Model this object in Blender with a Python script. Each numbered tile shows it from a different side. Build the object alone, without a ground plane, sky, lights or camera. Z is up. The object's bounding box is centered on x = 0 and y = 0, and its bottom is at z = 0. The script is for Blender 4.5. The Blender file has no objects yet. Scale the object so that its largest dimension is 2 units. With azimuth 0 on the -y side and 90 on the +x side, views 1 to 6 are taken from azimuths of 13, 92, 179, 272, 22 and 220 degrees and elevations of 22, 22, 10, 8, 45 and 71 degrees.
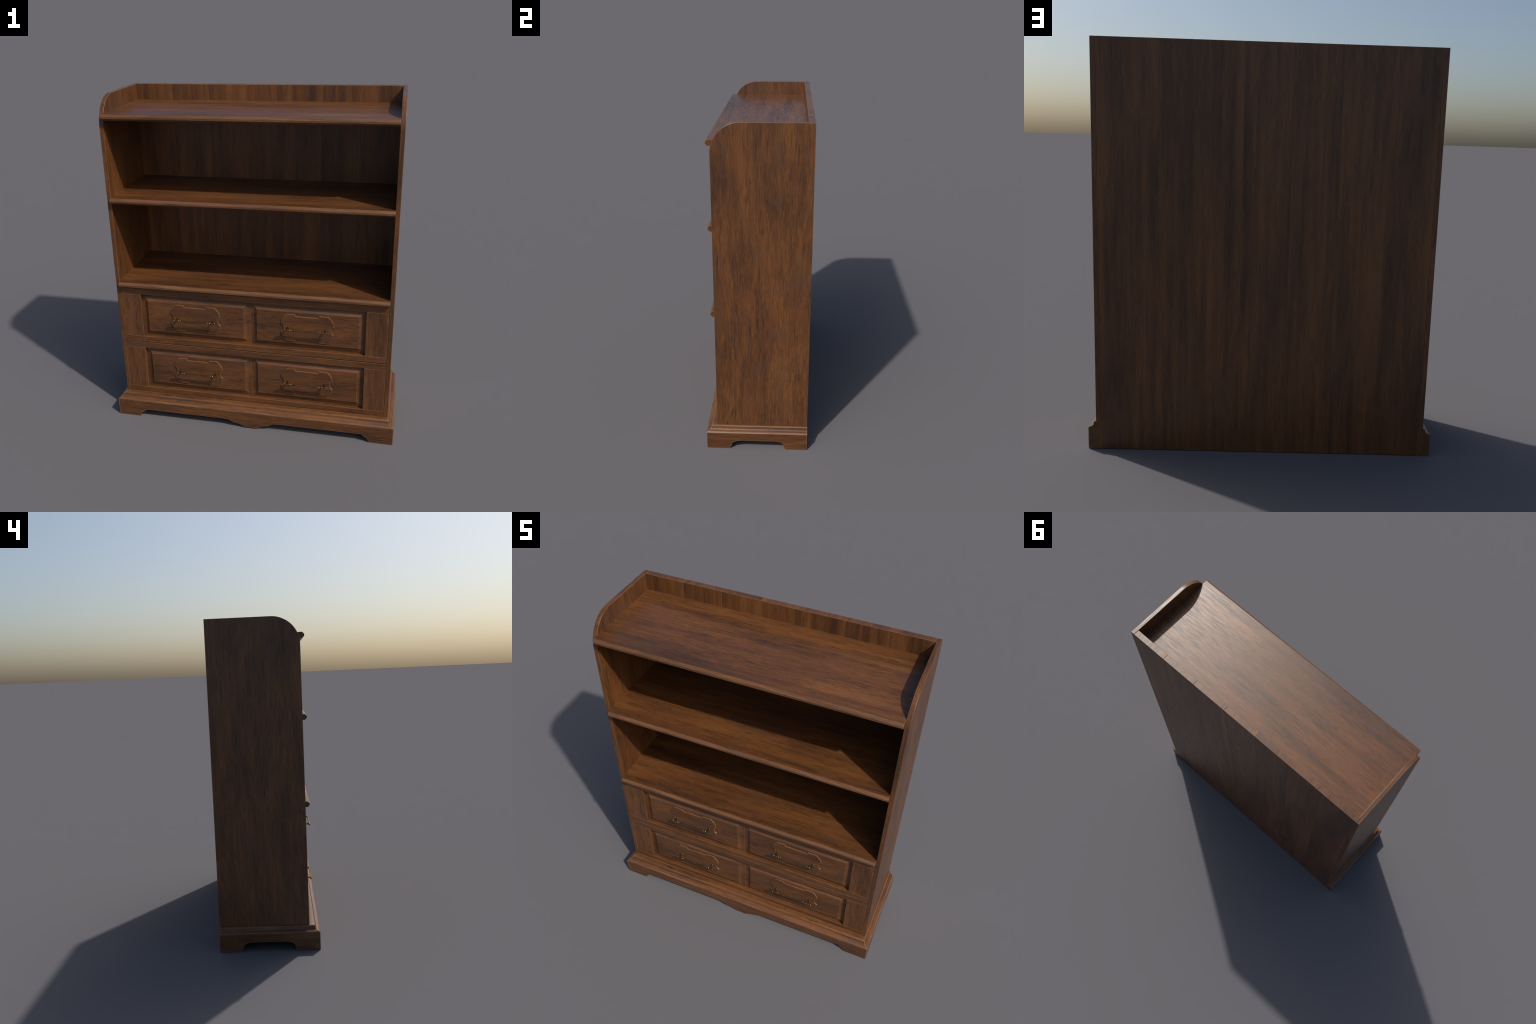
"""A tall dark-stained wooden bookcase: two open shelves and a galleried top over
two wide drawers with raised panels, on a moulded plinth with bracket feet."""
import math
import bpy
import bmesh

# ------------------------------------------------------------------ main sizes
X_OUT, X_IN = 0.8235, 0.7990          # outer / inner faces of the side panels
Y_FRONT, Y_BACK = -0.2445, 0.3070     # front edge of the carcass, rear face
Y_PLANK = 0.2710                      # front face of the back planks
Z_TOP, Z_PLINTH = 2.0, 0.1450
PLINTH_X, PLINTH_Y = 0.8615, -0.3070  # outermost faces of the plinth
SHELF_TOPS = (1.9055, 1.4300, 0.9065)
SHELF_T, NOSE_Y = 0.0350, -0.2705
PLANKS = 7


# ------------------------------------------------------------------ materials
class Nodes:
    """Small helper to write node trees as expressions."""

    def __init__(self, tree):
        self.t = tree

    def add(self, kind, **props):
        n = self.t.nodes.new(kind)
        for k, v in props.items():
            setattr(n, k, v)
        return n

    def put(self, socket, value):
        if isinstance(value, bpy.types.NodeSocket):
            self.t.links.new(value, socket)
        else:
            socket.default_value = value

    def math(self, op, a, b=0.0, clamp=False):
        n = self.add("ShaderNodeMath", operation=op, use_clamp=clamp)
        self.put(n.inputs[0], a)
        self.put(n.inputs[1], b)
        return n.outputs[0]

    def vmath(self, op, a, b=(0, 0, 0)):
        n = self.add("ShaderNodeVectorMath", operation=op)
        self.put(n.inputs[0], a)
        self.put(n.inputs[1], b)
        return n.outputs[0]

    def noise(self, vec, scale, detail=2.0, rough=0.5, distort=0.0):
        n = self.add("ShaderNodeTexNoise", noise_dimensions="3D")
        self.put(n.inputs["Vector"], self.vmath("MULTIPLY", vec, scale))
        n.inputs["Scale"].default_value = 1.0
        n.inputs["Detail"].default_value = detail
        n.inputs["Roughness"].default_value = rough
        n.inputs["Distortion"].default_value = distort
        return n.outputs["Fac"]

    def span(self, value, lo, hi, to_lo=0.0, to_hi=1.0):
        n = self.add("ShaderNodeMapRange", interpolation_type="SMOOTHSTEP")
        for name, v in (("Value", value), ("From Min", lo), ("From Max", hi), ("To Min", to_lo), ("To Max", to_hi)):
            self.put(n.inputs[name], v)
        return n.outputs["Result"]

    def mix(self, fac, a, b, blend="MIX"):
        n = self.add("ShaderNodeMix", data_type="RGBA", blend_type=blend)
        self.put(n.inputs["Factor"], fac)
        self.put(n.inputs[6], a)
        self.put(n.inputs[7], b)
        return n.outputs[2]

    def ramp(self, fac, stops):
        n = self.add("ShaderNodeValToRGB")
        e = n.color_ramp.elements
        while len(e) < len(stops):
            e.new(0.5)
        for el, (p, c) in zip(e, stops):
            el.position, el.color = p, (*c, 1.0)
        self.put(n.inputs[0], fac)
        return n.outputs[0]


def wood(name, grain_axis, tone=1.0, contrast=1.0, length=1.0, banding=1.0, clouds=1.0, rubbed=0.0):
    """Stained hardwood; the fibres run along grain_axis ('x', 'y' or 'z').
    length stretches the figure along the grain, banding strengthens the broad
    stripes against the short flecks, clouds the cool blotches of the stain;
    rubbed lightens the whole surface like a worn edge."""
    m = bpy.data.materials.new(name)
    m.use_nodes = True
    n = Nodes(m.node_tree)
    bsdf = m.node_tree.nodes["Principled BSDF"]

    pos = n.add("ShaderNodeTexCoord").outputs["Object"]
    rnd = n.add("ShaderNodeObjectInfo").outputs["Random"]
    sep = n.add("ShaderNodeSeparateXYZ")
    n.put(sep.inputs[0], pos)
    order = {"x": (1, 2, 0), "y": (0, 2, 1), "z": (0, 1, 2)}[grain_axis]
    com = n.add("ShaderNodeCombineXYZ")
    shift = n.math("MULTIPLY", rnd, 23.7)
    for i, o in enumerate(order):
        n.put(com.inputs[i], n.math("ADD", sep.outputs[o], shift))
    p = com.outputs[0]                                    # local z = along the grain

    # slow sideways drift, so that fibres are not ruler straight
    drift = n.math("MULTIPLY", n.math("SUBTRACT", n.noise(p, (2.5, 2.5, 1.6), 2.0), 0.5), 0.045)
    off = n.add("ShaderNodeCombineXYZ")
    n.put(off.inputs[0], drift)
    n.put(off.inputs[1], drift)
    q = n.vmath("ADD", p, off.outputs[0])

    broad = n.noise(q, (8.0, 8.0, 2.2 / length), 2.0)
    band = n.noise(q, (30.0, 30.0, 3.2 / length), 3.0, 0.6)
    streak = n.noise(q, (130.0, 130.0, 10.0), 3.0, 0.65)
    fibre = n.noise(q, (330.0, 330.0, 24.0), 2.0, 0.6)
    cloud = n.noise(p, (7.0, 7.0, 4.5), 3.0, 0.6)

    v = 0.5
    for part, weight in ((broad, 0.30 * banding), (band, 0.28 * banding), (streak, 0.37 / banding), (fibre, 0.32)):
        v = n.math("ADD", v, n.math("MULTIPLY", n.math("SUBTRACT", part, 0.5), weight * contrast))

    def c(r, g, b):
        return (r * tone, g * tone, b * tone)

    col = n.ramp(v, [
        (0.36, c(0.050, 0.0215, 0.0100)),
        (0.44, c(0.083, 0.0330, 0.0118)),
        (0.52, c(0.124, 0.0475, 0.0142)),
        (0.63, c(0.185, 0.0720, 0.0210)),
    ])
    # greyer, cooler clouds where the stain sank in
    col = n.mix(n.math("MULTIPLY", n.span(cloud, 0.52, 0.70), 0.5 * clouds), col, (*c(0.092, 0.045, 0.026), 1))
    # redder patches
    ruddy = n.noise(q, (11.0, 11.0, 4.0), 2.0, 0.5)
    col = n.mix(n.math("MULTIPLY", n.span(ruddy, 0.50, 0.68), 0.35), col, (*c(0.150, 0.0520, 0.0215), 1))
    # dark flecks, a few centimetres long, gathered in bands
    fleck = n.math("MULTIPLY", n.span(n.noise(q, (105.0, 105.0, 11.0), 4.0, 0.65), 0.53, 0.66),
                   n.span(n.noise(q, (20.0, 20.0, 3.0), 2.0), 0.44, 0.58))
    col = n.mix(n.math("MULTIPLY", fleck, 0.72 / banding), col, (*c(0.032, 0.0150, 0.0090), 1))
    # pale rubbed edges, found by comparing a rounded normal with the true one
    bev = n.add("ShaderNodeBevel", samples=6)
    bev.inputs["Radius"].default_value = 0.0060
    geo = n.add("ShaderNodeNewGeometry")
    dot = n.add("ShaderNodeVectorMath", operation="DOT_PRODUCT")
    n.put(dot.inputs[0], bev.outputs[0])
    n.put(dot.inputs[1], geo.outputs["True Normal"])
    worn = n.span(dot.outputs["Value"], 0.99, 0.86)
    worn = n.math("MULTIPLY", worn, n.span(n.noise(p, (30.0, 30.0, 8.0), 2.0), 0.25, 0.6, 0.55, 0.95))
    if rubbed:
        worn = n.math("MAXIMUM", worn, n.span(n.noise(q, (90.0, 90.0, 5.0), 3.0, 0.6), 0.3, 0.7, 0.3 * rubbed, 1.7 * rubbed))
    col = n.mix(worn, col, (*c(0.275, 0.140, 0.066), 1))

    n.put(bsdf.inputs["Base Color"], col)
    n.put(bsdf.inputs["Roughness"], n.span(streak, 0.3, 0.7, 0.43, 0.33))
    bsdf.inputs["IOR"].default_value = 1.5
    bump = n.add("ShaderNodeBump")
    bump.inputs["Strength"].default_value = 0.12
    bump.inputs["Distance"].default_value = 0.001
    n.put(bump.inputs["Height"], n.math("ADD", n.math("MULTIPLY", streak, 0.6), fibre))
    n.put(bsdf.inputs["Normal"], bump.outputs[0])
    return m


def brass(name):
    m = bpy.data.materials.new(name)
    m.use_nodes = True
    n = Nodes(m.node_tree)
    bsdf = m.node_tree.nodes["Principled BSDF"]
    pos = n.add("ShaderNodeTexCoord").outputs["Object"]
    spots = n.noise(pos, (160.0, 160.0, 160.0), 3.0, 0.6)
    n.put(bsdf.inputs["Base Color"], n.ramp(spots, [(0.35, (0.09, 0.062, 0.028)), (0.65, (0.26, 0.17, 0.075))]))
    n.put(bsdf.inputs["Roughness"], n.span(spots, 0.3, 0.7, 0.48, 0.32))
    bsdf.inputs["Metallic"].default_value = 1.0
    return m


WOOD_X = wood("stained_wood_grain_across", "x", length=1.3)
WOOD_Y = wood("stained_wood_grain_deep", "y")
WOOD_Z = wood("stained_wood_grain_upright", "z")
WOOD_SHELF = wood("stained_wood_long_grain", "x", length=2.0, banding=1.25, clouds=0.7)
WOOD_BACK = wood("stained_wood_back_planks", "z", contrast=0.8, length=2.4, banding=1.7, clouds=0.6)
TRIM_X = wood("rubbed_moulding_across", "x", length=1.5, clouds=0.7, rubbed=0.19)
TRIM_Y = wood("rubbed_moulding_deep", "y", length=1.5, clouds=0.7, rubbed=0.19)
BRASS = brass("aged_brass")


# ------------------------------------------------------------------ mesh helpers
def finish(bm, name, mat, parent, bevel=0.0, segments=2, angle=35.0, other=None, pick=None):
    """other: a second material for the faces chosen by pick(centre, normal)."""
    bmesh.ops.recalc_face_normals(bm, faces=bm.faces)
    if other:
        for f in bm.faces:
            f.material_index = int(pick(f.calc_center_median(), f.normal))
    me = bpy.data.meshes.new(name)
    bm.to_mesh(me)
    bm.free()
    me.materials.append(mat)
    if other:
        me.materials.append(other)
    me.shade_smooth()
    me.set_sharp_from_angle(angle=math.radians(angle))
    ob = bpy.data.objects.new(name, me)
    bpy.context.scene.collection.objects.link(ob)
    ob.parent = parent
    if bevel:
        b = ob.modifiers.new("rounded_edges", "BEVEL")
        b.width, b.segments, b.limit_method = bevel, segments, "ANGLE"
        b.angle_limit = math.radians(angle)
        b.harden_normals = True
    return ob


def add_box(bm, x0, x1, y0, y1, z0, z1):
    v = [bm.verts.new((x, y, z)) for z in (z0, z1) for y in (y0, y1) for x in (x0, x1)]
    for f in ((0, 1, 3, 2), (4, 6, 7, 5), (0, 4, 5, 1), (2, 3, 7, 6), (0, 2, 6, 4), (1, 5, 7, 3)):
        bm.faces.new([v[i] for i in f])


def box(name, mat, parent, x0, x1, y0, y1, z0, z1, bevel=0.0015, **more):
    bm = bmesh.new()
    add_box(bm, x0, x1, y0, y1, z0, z1)
    return finish(bm, name, mat, parent, bevel, **more)


def prism(name, mat, parent, outline, place, lo, hi, bevel, angle=35.0, **more):
    """Extrude a 2D outline; place(a, b, t) gives the 3D point."""
    bm = bmesh.new()
    ends = [[bm.verts.new(place(a, b, t)) for a, b in outline] for t in (lo, hi)]
    for e in ends:
        bm.faces.new(e)
    k = len(outline)
    for i in range(k):
        j = (i + 1) % k
        bm.faces.new((ends[0][i], ends[0][j], ends[1][j], ends[1][i]))
    return finish(bm, name, mat, parent, bevel, angle=angle, **more)


def arc(cx, cy, r, a0, a1, n):
    return [(cx + r * math.cos(math.radians(a0 + (a1 - a0) * i / n)),
             cy + r * math.sin(math.radians(a0 + (a1 - a0) * i / n))) for i in range(n + 1)]


def smooth_line(points, steps):
    """Catmull-Rom curve through 2D points."""
    out = []
    for i in range(len(points) - 1):
        p0, p1, p2, p3 = points[max(i - 1, 0)], points[i], points[i + 1], points[min(i + 2, len(points) - 1)]
        for s in range(steps):
            t = s / steps
            out.append(tuple(0.5 * (2 * b + (c - a) * t + (2 * a - 5 * b + 4 * c - d) * t * t + (3 * b - a - 3 * c + d) * t ** 3)
                             for a, b, c, d in zip(p0, p1, p2, p3)))
    return out + [points[-1]]


# ------------------------------------------------------------------ the thing
case = bpy.data.objects.new("wooden_bookcase", None)
bpy.context.scene.collection.objects.link(case)
case["label"] = "dark brown wooden bookcase with open shelves over two panelled drawers"
case["category"] = "bookcase"

# side panels, top front corner rounded off
R = 0.165
side_outline = ([(Y_BACK, Z_PLINTH), (Y_BACK, Z_TOP)]
                + arc(Y_FRONT + R, Z_TOP - R, R, 90, 180, 20)
                + [(Y_FRONT, Z_PLINTH)])
for s in (-1, 1):
    lo, hi = sorted((s * X_IN, s * X_OUT))
    prism("side_panel", WOOD_Z, case, side_outline, lambda a, b, t: (t, a, b), lo, hi, 0.0022,
          other=WOOD_Y, pick=lambda c, nrm: nrm.z > 0.7)

# back: seven upright tongue-jointed planks, running from the floor to the gallery top
w = 2 * (X_IN - 0.0005) / PLANKS
for i in range(PLANKS):
    x0 = -(X_IN - 0.0005) + i * w
    box("back_plank", WOOD_BACK, case, x0, x0 + w, Y_PLANK, Y_BACK, 0.0, Z_TOP, 0.0019,
        other=WOOD_Y, pick=lambda c, nrm: nrm.z > 0.7)

# shelves with an eight-sided nosing that stands proud of the sides
for top in SHELF_TOPS:
    c = 0.0118
    bot = top - SHELF_T
    outline = [(Y_PLANK + 0.0005, top), (NOSE_Y + c, top), (NOSE_Y, top - c), (NOSE_Y, bot + c),
               (NOSE_Y + c, bot), (Y_PLANK + 0.0005, bot)]
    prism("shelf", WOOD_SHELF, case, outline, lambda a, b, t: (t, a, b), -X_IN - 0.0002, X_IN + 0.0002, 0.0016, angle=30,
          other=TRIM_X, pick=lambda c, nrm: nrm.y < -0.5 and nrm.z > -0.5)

# ------------------------------------------------------------------ plinth
# section of the moulding: depth behind the outer face, height
MOULD = ([(0.0, 0.1085), (0.0014, 0.1108), (0.0092, 0.1168)]
         + smooth_line([(0.0170, 0.1190), (0.0215, 0.1222), (0.0252, 0.1274), (0.0268, 0.1325)], 3)
         + smooth_line([(0.0277, 0.1385), (0.0300, 0.1425), (0.0350, 0.1450)], 3))
MITRE = 0.0625

front_half = ([(0.0, 0.0075), (0.012, 0.0045), (0.024, 0.0018), (0.036, 0.0045), (0.048, 0.0105), (0.065, 0.0197), (0.080, 0.0245),
               (0.096, 0.0275), (0.110, 0.0305), (0.121, 0.0370), (0.134, 0.0445), (0.150, 0.0482), (0.185, 0.0495)])
front_half = smooth_line(front_half, 2) + [(0.400, 0.0497), (0.6765, 0.0500)] \
    + smooth_line([(0.6770, 0.0500), (0.6850, 0.0405), (0.6935, 0.0328), (0.7055, 0.0282)], 3) + [(0.7130, 0.0150), (0.7205, 0.0)]
front_edge = [(-x, z) for x, z in reversed(front_half[1:])] + front_half

side_half = [(0.0, 0.0565), (0.098, 0.0565)] + smooth_line([(0.100, 0.0565), (0.115, 0.0552), (0.135, 0.0500), (0.1535, 0.0415)], 3) + [(0.161, 0.0210), (0.1680, 0.0)]
side_edge = [(0.005 + y, z) for y, z in [(-y, z) for y, z in reversed(side_half[1:])] + side_half]


def plinth_rail(name, mat, trim, stations, end0, end1, place):
    """Sweep the moulding along a rail. stations: (along, underside height);
    end0 / end1: along-coordinate of an end as a function of depth (the mitres)."""
    bm = bmesh.new()
    rings = []
    rows = [(end0, 0.0)] + [((lambda d, a=a: a), z) for a, z in stations] + [(end1, 0.0)]
    for along, under in rows:
        section = [(0.0, under)] + MOULD + [(MITRE, Z_PLINTH), (MITRE, under)]
        rings.append([bm.verts.new(place(along(d), d, z)) for d, z in section])
    k = len(rings[0])
    for a, b in zip(rings, rings[1:]):
        for i in range(k):
            j = (i + 1) % k
            bm.faces.new((a[i], a[j], b[j], b[i]))
    bm.faces.new(rings[0])
    bm.faces.new(rings[-1])
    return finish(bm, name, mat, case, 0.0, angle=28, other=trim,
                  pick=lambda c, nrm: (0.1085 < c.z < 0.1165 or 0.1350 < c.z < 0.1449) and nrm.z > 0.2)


plinth_rail("plinth_front", WOOD_X, TRIM_X, front_edge, lambda d: -PLINTH_X + d + 0.0002, lambda d: PLINTH_X - d - 0.0002,
            lambda a, d, z: (a, PLINTH_Y + d, z))
for s in (-1, 1):
    plinth_rail("plinth_side", WOOD_Y, TRIM_Y, side_edge, lambda d: PLINTH_Y + d + 0.0002, lambda d: Y_BACK,
                lambda a, d, z, s=s: (s * (PLINTH_X - d), a, z))
box("bottom_board", WOOD_X, case, -X_IN + 0.001, X_IN - 0.001, Y_FRONT + 0.001, Y_PLANK - 0.001, 0.122, Z_PLINTH - 0.0008, 0.0)

# ------------------------------------------------------------------ drawers
DRAWER_X, OPEN_X, OPEN_Z = 0.7978, 0.6740, 0.1410
FIELD_IN, COVE_W, COVE_D, DEEP = 0.0060, 0.0385, 0.0150, 0.0210
FRAME_T = 0.030


def raised_panel(parent, s, zc):
    """A fielded panel: flat centre, coved down to its edges on all four sides."""
    bm = bmesh.new()
    x0, x1 = (0.0004, OPEN_X) if s > 0 else (-OPEN_X, -0.0004)
    z0, z1 = zc - OPEN_Z, zc + OPEN_Z
    steps = 10
    profile = [(COVE_W * (1 - i / steps), FIELD_IN + COVE_D * (1 - (i / steps) ** 2.3)) for i in range(steps, -1, -1)]
    # inset from the panel edge grows towards the field
    levels = [(0.0, DEEP + 0.012), (0.0, DEEP + 0.0012), (0.0012, DEEP)] + \
             [(COVE_W - wd + 0.0012, dp) for wd, dp in profile if COVE_W - wd + 0.0012 > 0.002]
    levels = levels[:3] + sorted(levels[3:])
    rings = []
    for inset, depth in levels:
        y = Y_FRONT + depth
        rings.append([bm.verts.new((x, y, z)) for x, z in ((x0 + inset, z0 + inset), (x1 - inset, z0 + inset),
                                                          (x1 - inset, z1 - inset), (x0 + inset, z1 - inset))])
    for a, b in zip(rings, rings[1:]):
        for i in range(4):
            j = (i + 1) % 4
            bm.faces.new((a[i], a[j], b[j], b[i]))
    bm.faces.new(rings[0])
    bm.faces.new(rings[-1])
    return finish(bm, "raised_panel", WOOD_X, parent, 0.0, angle=26)


# outline of a quarter of the backplate, from the middle of the top to the middle of the right side
quarter = [(0.0, 0.0765), (0.0668, 0.0765), (0.0695, 0.0885), (0.1210, 0.0885)]
quarter += smooth_line([(0.1210, 0.0885), (0.1395, 0.0705), (0.1540, 0.0460)], 3)[1:]
quarter += [(0.1548, 0.0250)] + smooth_line([(0.1548, 0.0250), (0.1465, 0.0205), (0.1415, 0.0125)], 2)[1:] + [(0.1410, 0.0)]


def inset(points, dist):
    """Move a clockwise outline inwards by dist."""
    out, k = [], len(points)
    for i in range(k):
        (ax, ay), (bx, by), (cx, cy) = points[i - 1], points[i], points[(i + 1) % k]
        l0, l1 = math.hypot(bx - ax, by - ay), math.hypot(cx - bx, cy - by)
        n0, n1 = ((by - ay) / l0, -(bx - ax) / l0), ((cy - by) / l1, -(cx - bx) / l1)
        mx, my = n0[0] + n1[0], n0[1] + n1[1]
        f = dist * 2 / max(mx * mx + my * my, 1.0)
        out.append((bx + mx * f, by + my * f))
    return out


def backplate(parent, xc, zc):
    half = quarter + [(x, -z) for x, z in reversed(quarter[:-1])]
    whole = half + [(-x, z) for x, z in reversed(half[1:-1])]
    y1 = Y_FRONT + FIELD_IN
    bm = bmesh.new()
    rings = [[bm.verts.new((xc + x, y1 - rise, zc + z)) for x, z in inset(whole, back)]
             for rise, back in ((-0.001, 0.0), (0.0026, 0.0), (0.0045, 0.0009), (0.0056, 0.0030))]
    k = len(whole)
    for a, b in zip(rings, rings[1:]):
        for i in range(k):
            j = (i + 1) % k
            bm.faces.new((a[i], a[j], b[j], b[i]))
    bm.faces.new(rings[0])
    bm.faces.new(rings[-1])
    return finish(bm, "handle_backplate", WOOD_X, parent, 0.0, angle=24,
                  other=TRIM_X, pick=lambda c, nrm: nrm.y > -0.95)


def lathe(bm, profile, at, n=14):
    """profile: (distance along the axis, radius); at(t, u, v) -> 3D point."""
    rings = [[bm.verts.new(at(t, r * math.cos(2 * math.pi * k / n), r * math.sin(2 * math.pi * k / n))) for k in range(n)]
             for t, r in profile]
    for a, b in zip(rings, rings[1:]):
        for i in range(n):
            j = (i + 1) % n
            bm.faces.new((a[i], a[j], b[j], b[i]))
    bm.faces.new(rings[0])
    bm.faces.new(rings[-1])


def bead(t, r, half, neck):
    return [(t - half, neck), (t - 0.8 * half, 0.65 * r), (t - 0.45 * half, 0.92 * r), (t, r),
            (t + 0.45 * half, 0.92 * r), (t + 0.8 * half, 0.65 * r), (t + half, neck)]


BAR_Y = -0.2770


def pull_handle(parent, xc, zc):
    bm = bmesh.new()
    right = [(0.0, 0.0036), (0.030, 0.0038), (0.060, 0.0044), (0.073, 0.0050), (0.0775, 0.0042)]
    right += bead(0.0835, 0.0058, 0.0042, 0.0040) + bead(0.0960, 0.0068, 0.0052, 0.0042)
    right += [(0.1040, 0.0050), (0.1160, 0.0050), (0.1195, 0.0042)]
    right += bead(0.1260, 0.0068, 0.0062, 0.0036)[:-1] + [(0.1320, 0.0015)]
    profile = [(-t, r) for t, r in reversed(right[1:])] + right
    lathe(bm, profile, lambda t, u, v: (xc + t, BAR_Y + u, zc + v))
    y0 = Y_FRONT + FIELD_IN - 0.0040
    post = [(y0, 0.0058), (y0 - 0.0030, 0.0056), (y0 - 0.0045, 0.0046), (y0 - 0.018, 0.0042), (BAR_Y + 0.007, 0.0046), (BAR_Y, 0.0048)]
    for s in (-1, 1):
        lathe(bm, post, lambda t, u, v, s=s: (xc + s * 0.110 + u, t, zc + v))
    return finish(bm, "pull_handle", BRASS, parent, 0.0, angle=50)


def drawer(z0, z1, zc):
    y1 = Y_FRONT + FRAME_T
    body = box("drawer", WOOD_X, case, -DRAWER_X + 0.012, DRAWER_X - 0.012, y1 + 0.001, Y_PLANK - 0.02, z0 + 0.012, z1 - 0.012, 0.0)
    for a, b in ((z0, zc - OPEN_Z), (zc + OPEN_Z, z1)):
        box("rail", WOOD_X, body, -DRAWER_X, DRAWER_X, Y_FRONT, y1, a, b, 0.0024)
    for s in (-1, 1):
        lo, hi = sorted((s * OPEN_X, s * DRAWER_X))
        box("stile", WOOD_Z, body, lo, hi, Y_FRONT, y1, zc - OPEN_Z + 0.0002, zc + OPEN_Z - 0.0002, 0.0013)
        raised_panel(body, s, zc)
        backplate(body, s * 0.3370, zc + 0.0005)
        pull_handle(body, s * 0.3355, zc + 0.0015)


drawer(0.1470, 0.5035, 0.3230)
drawer(0.5072, 0.8680, 0.6870)
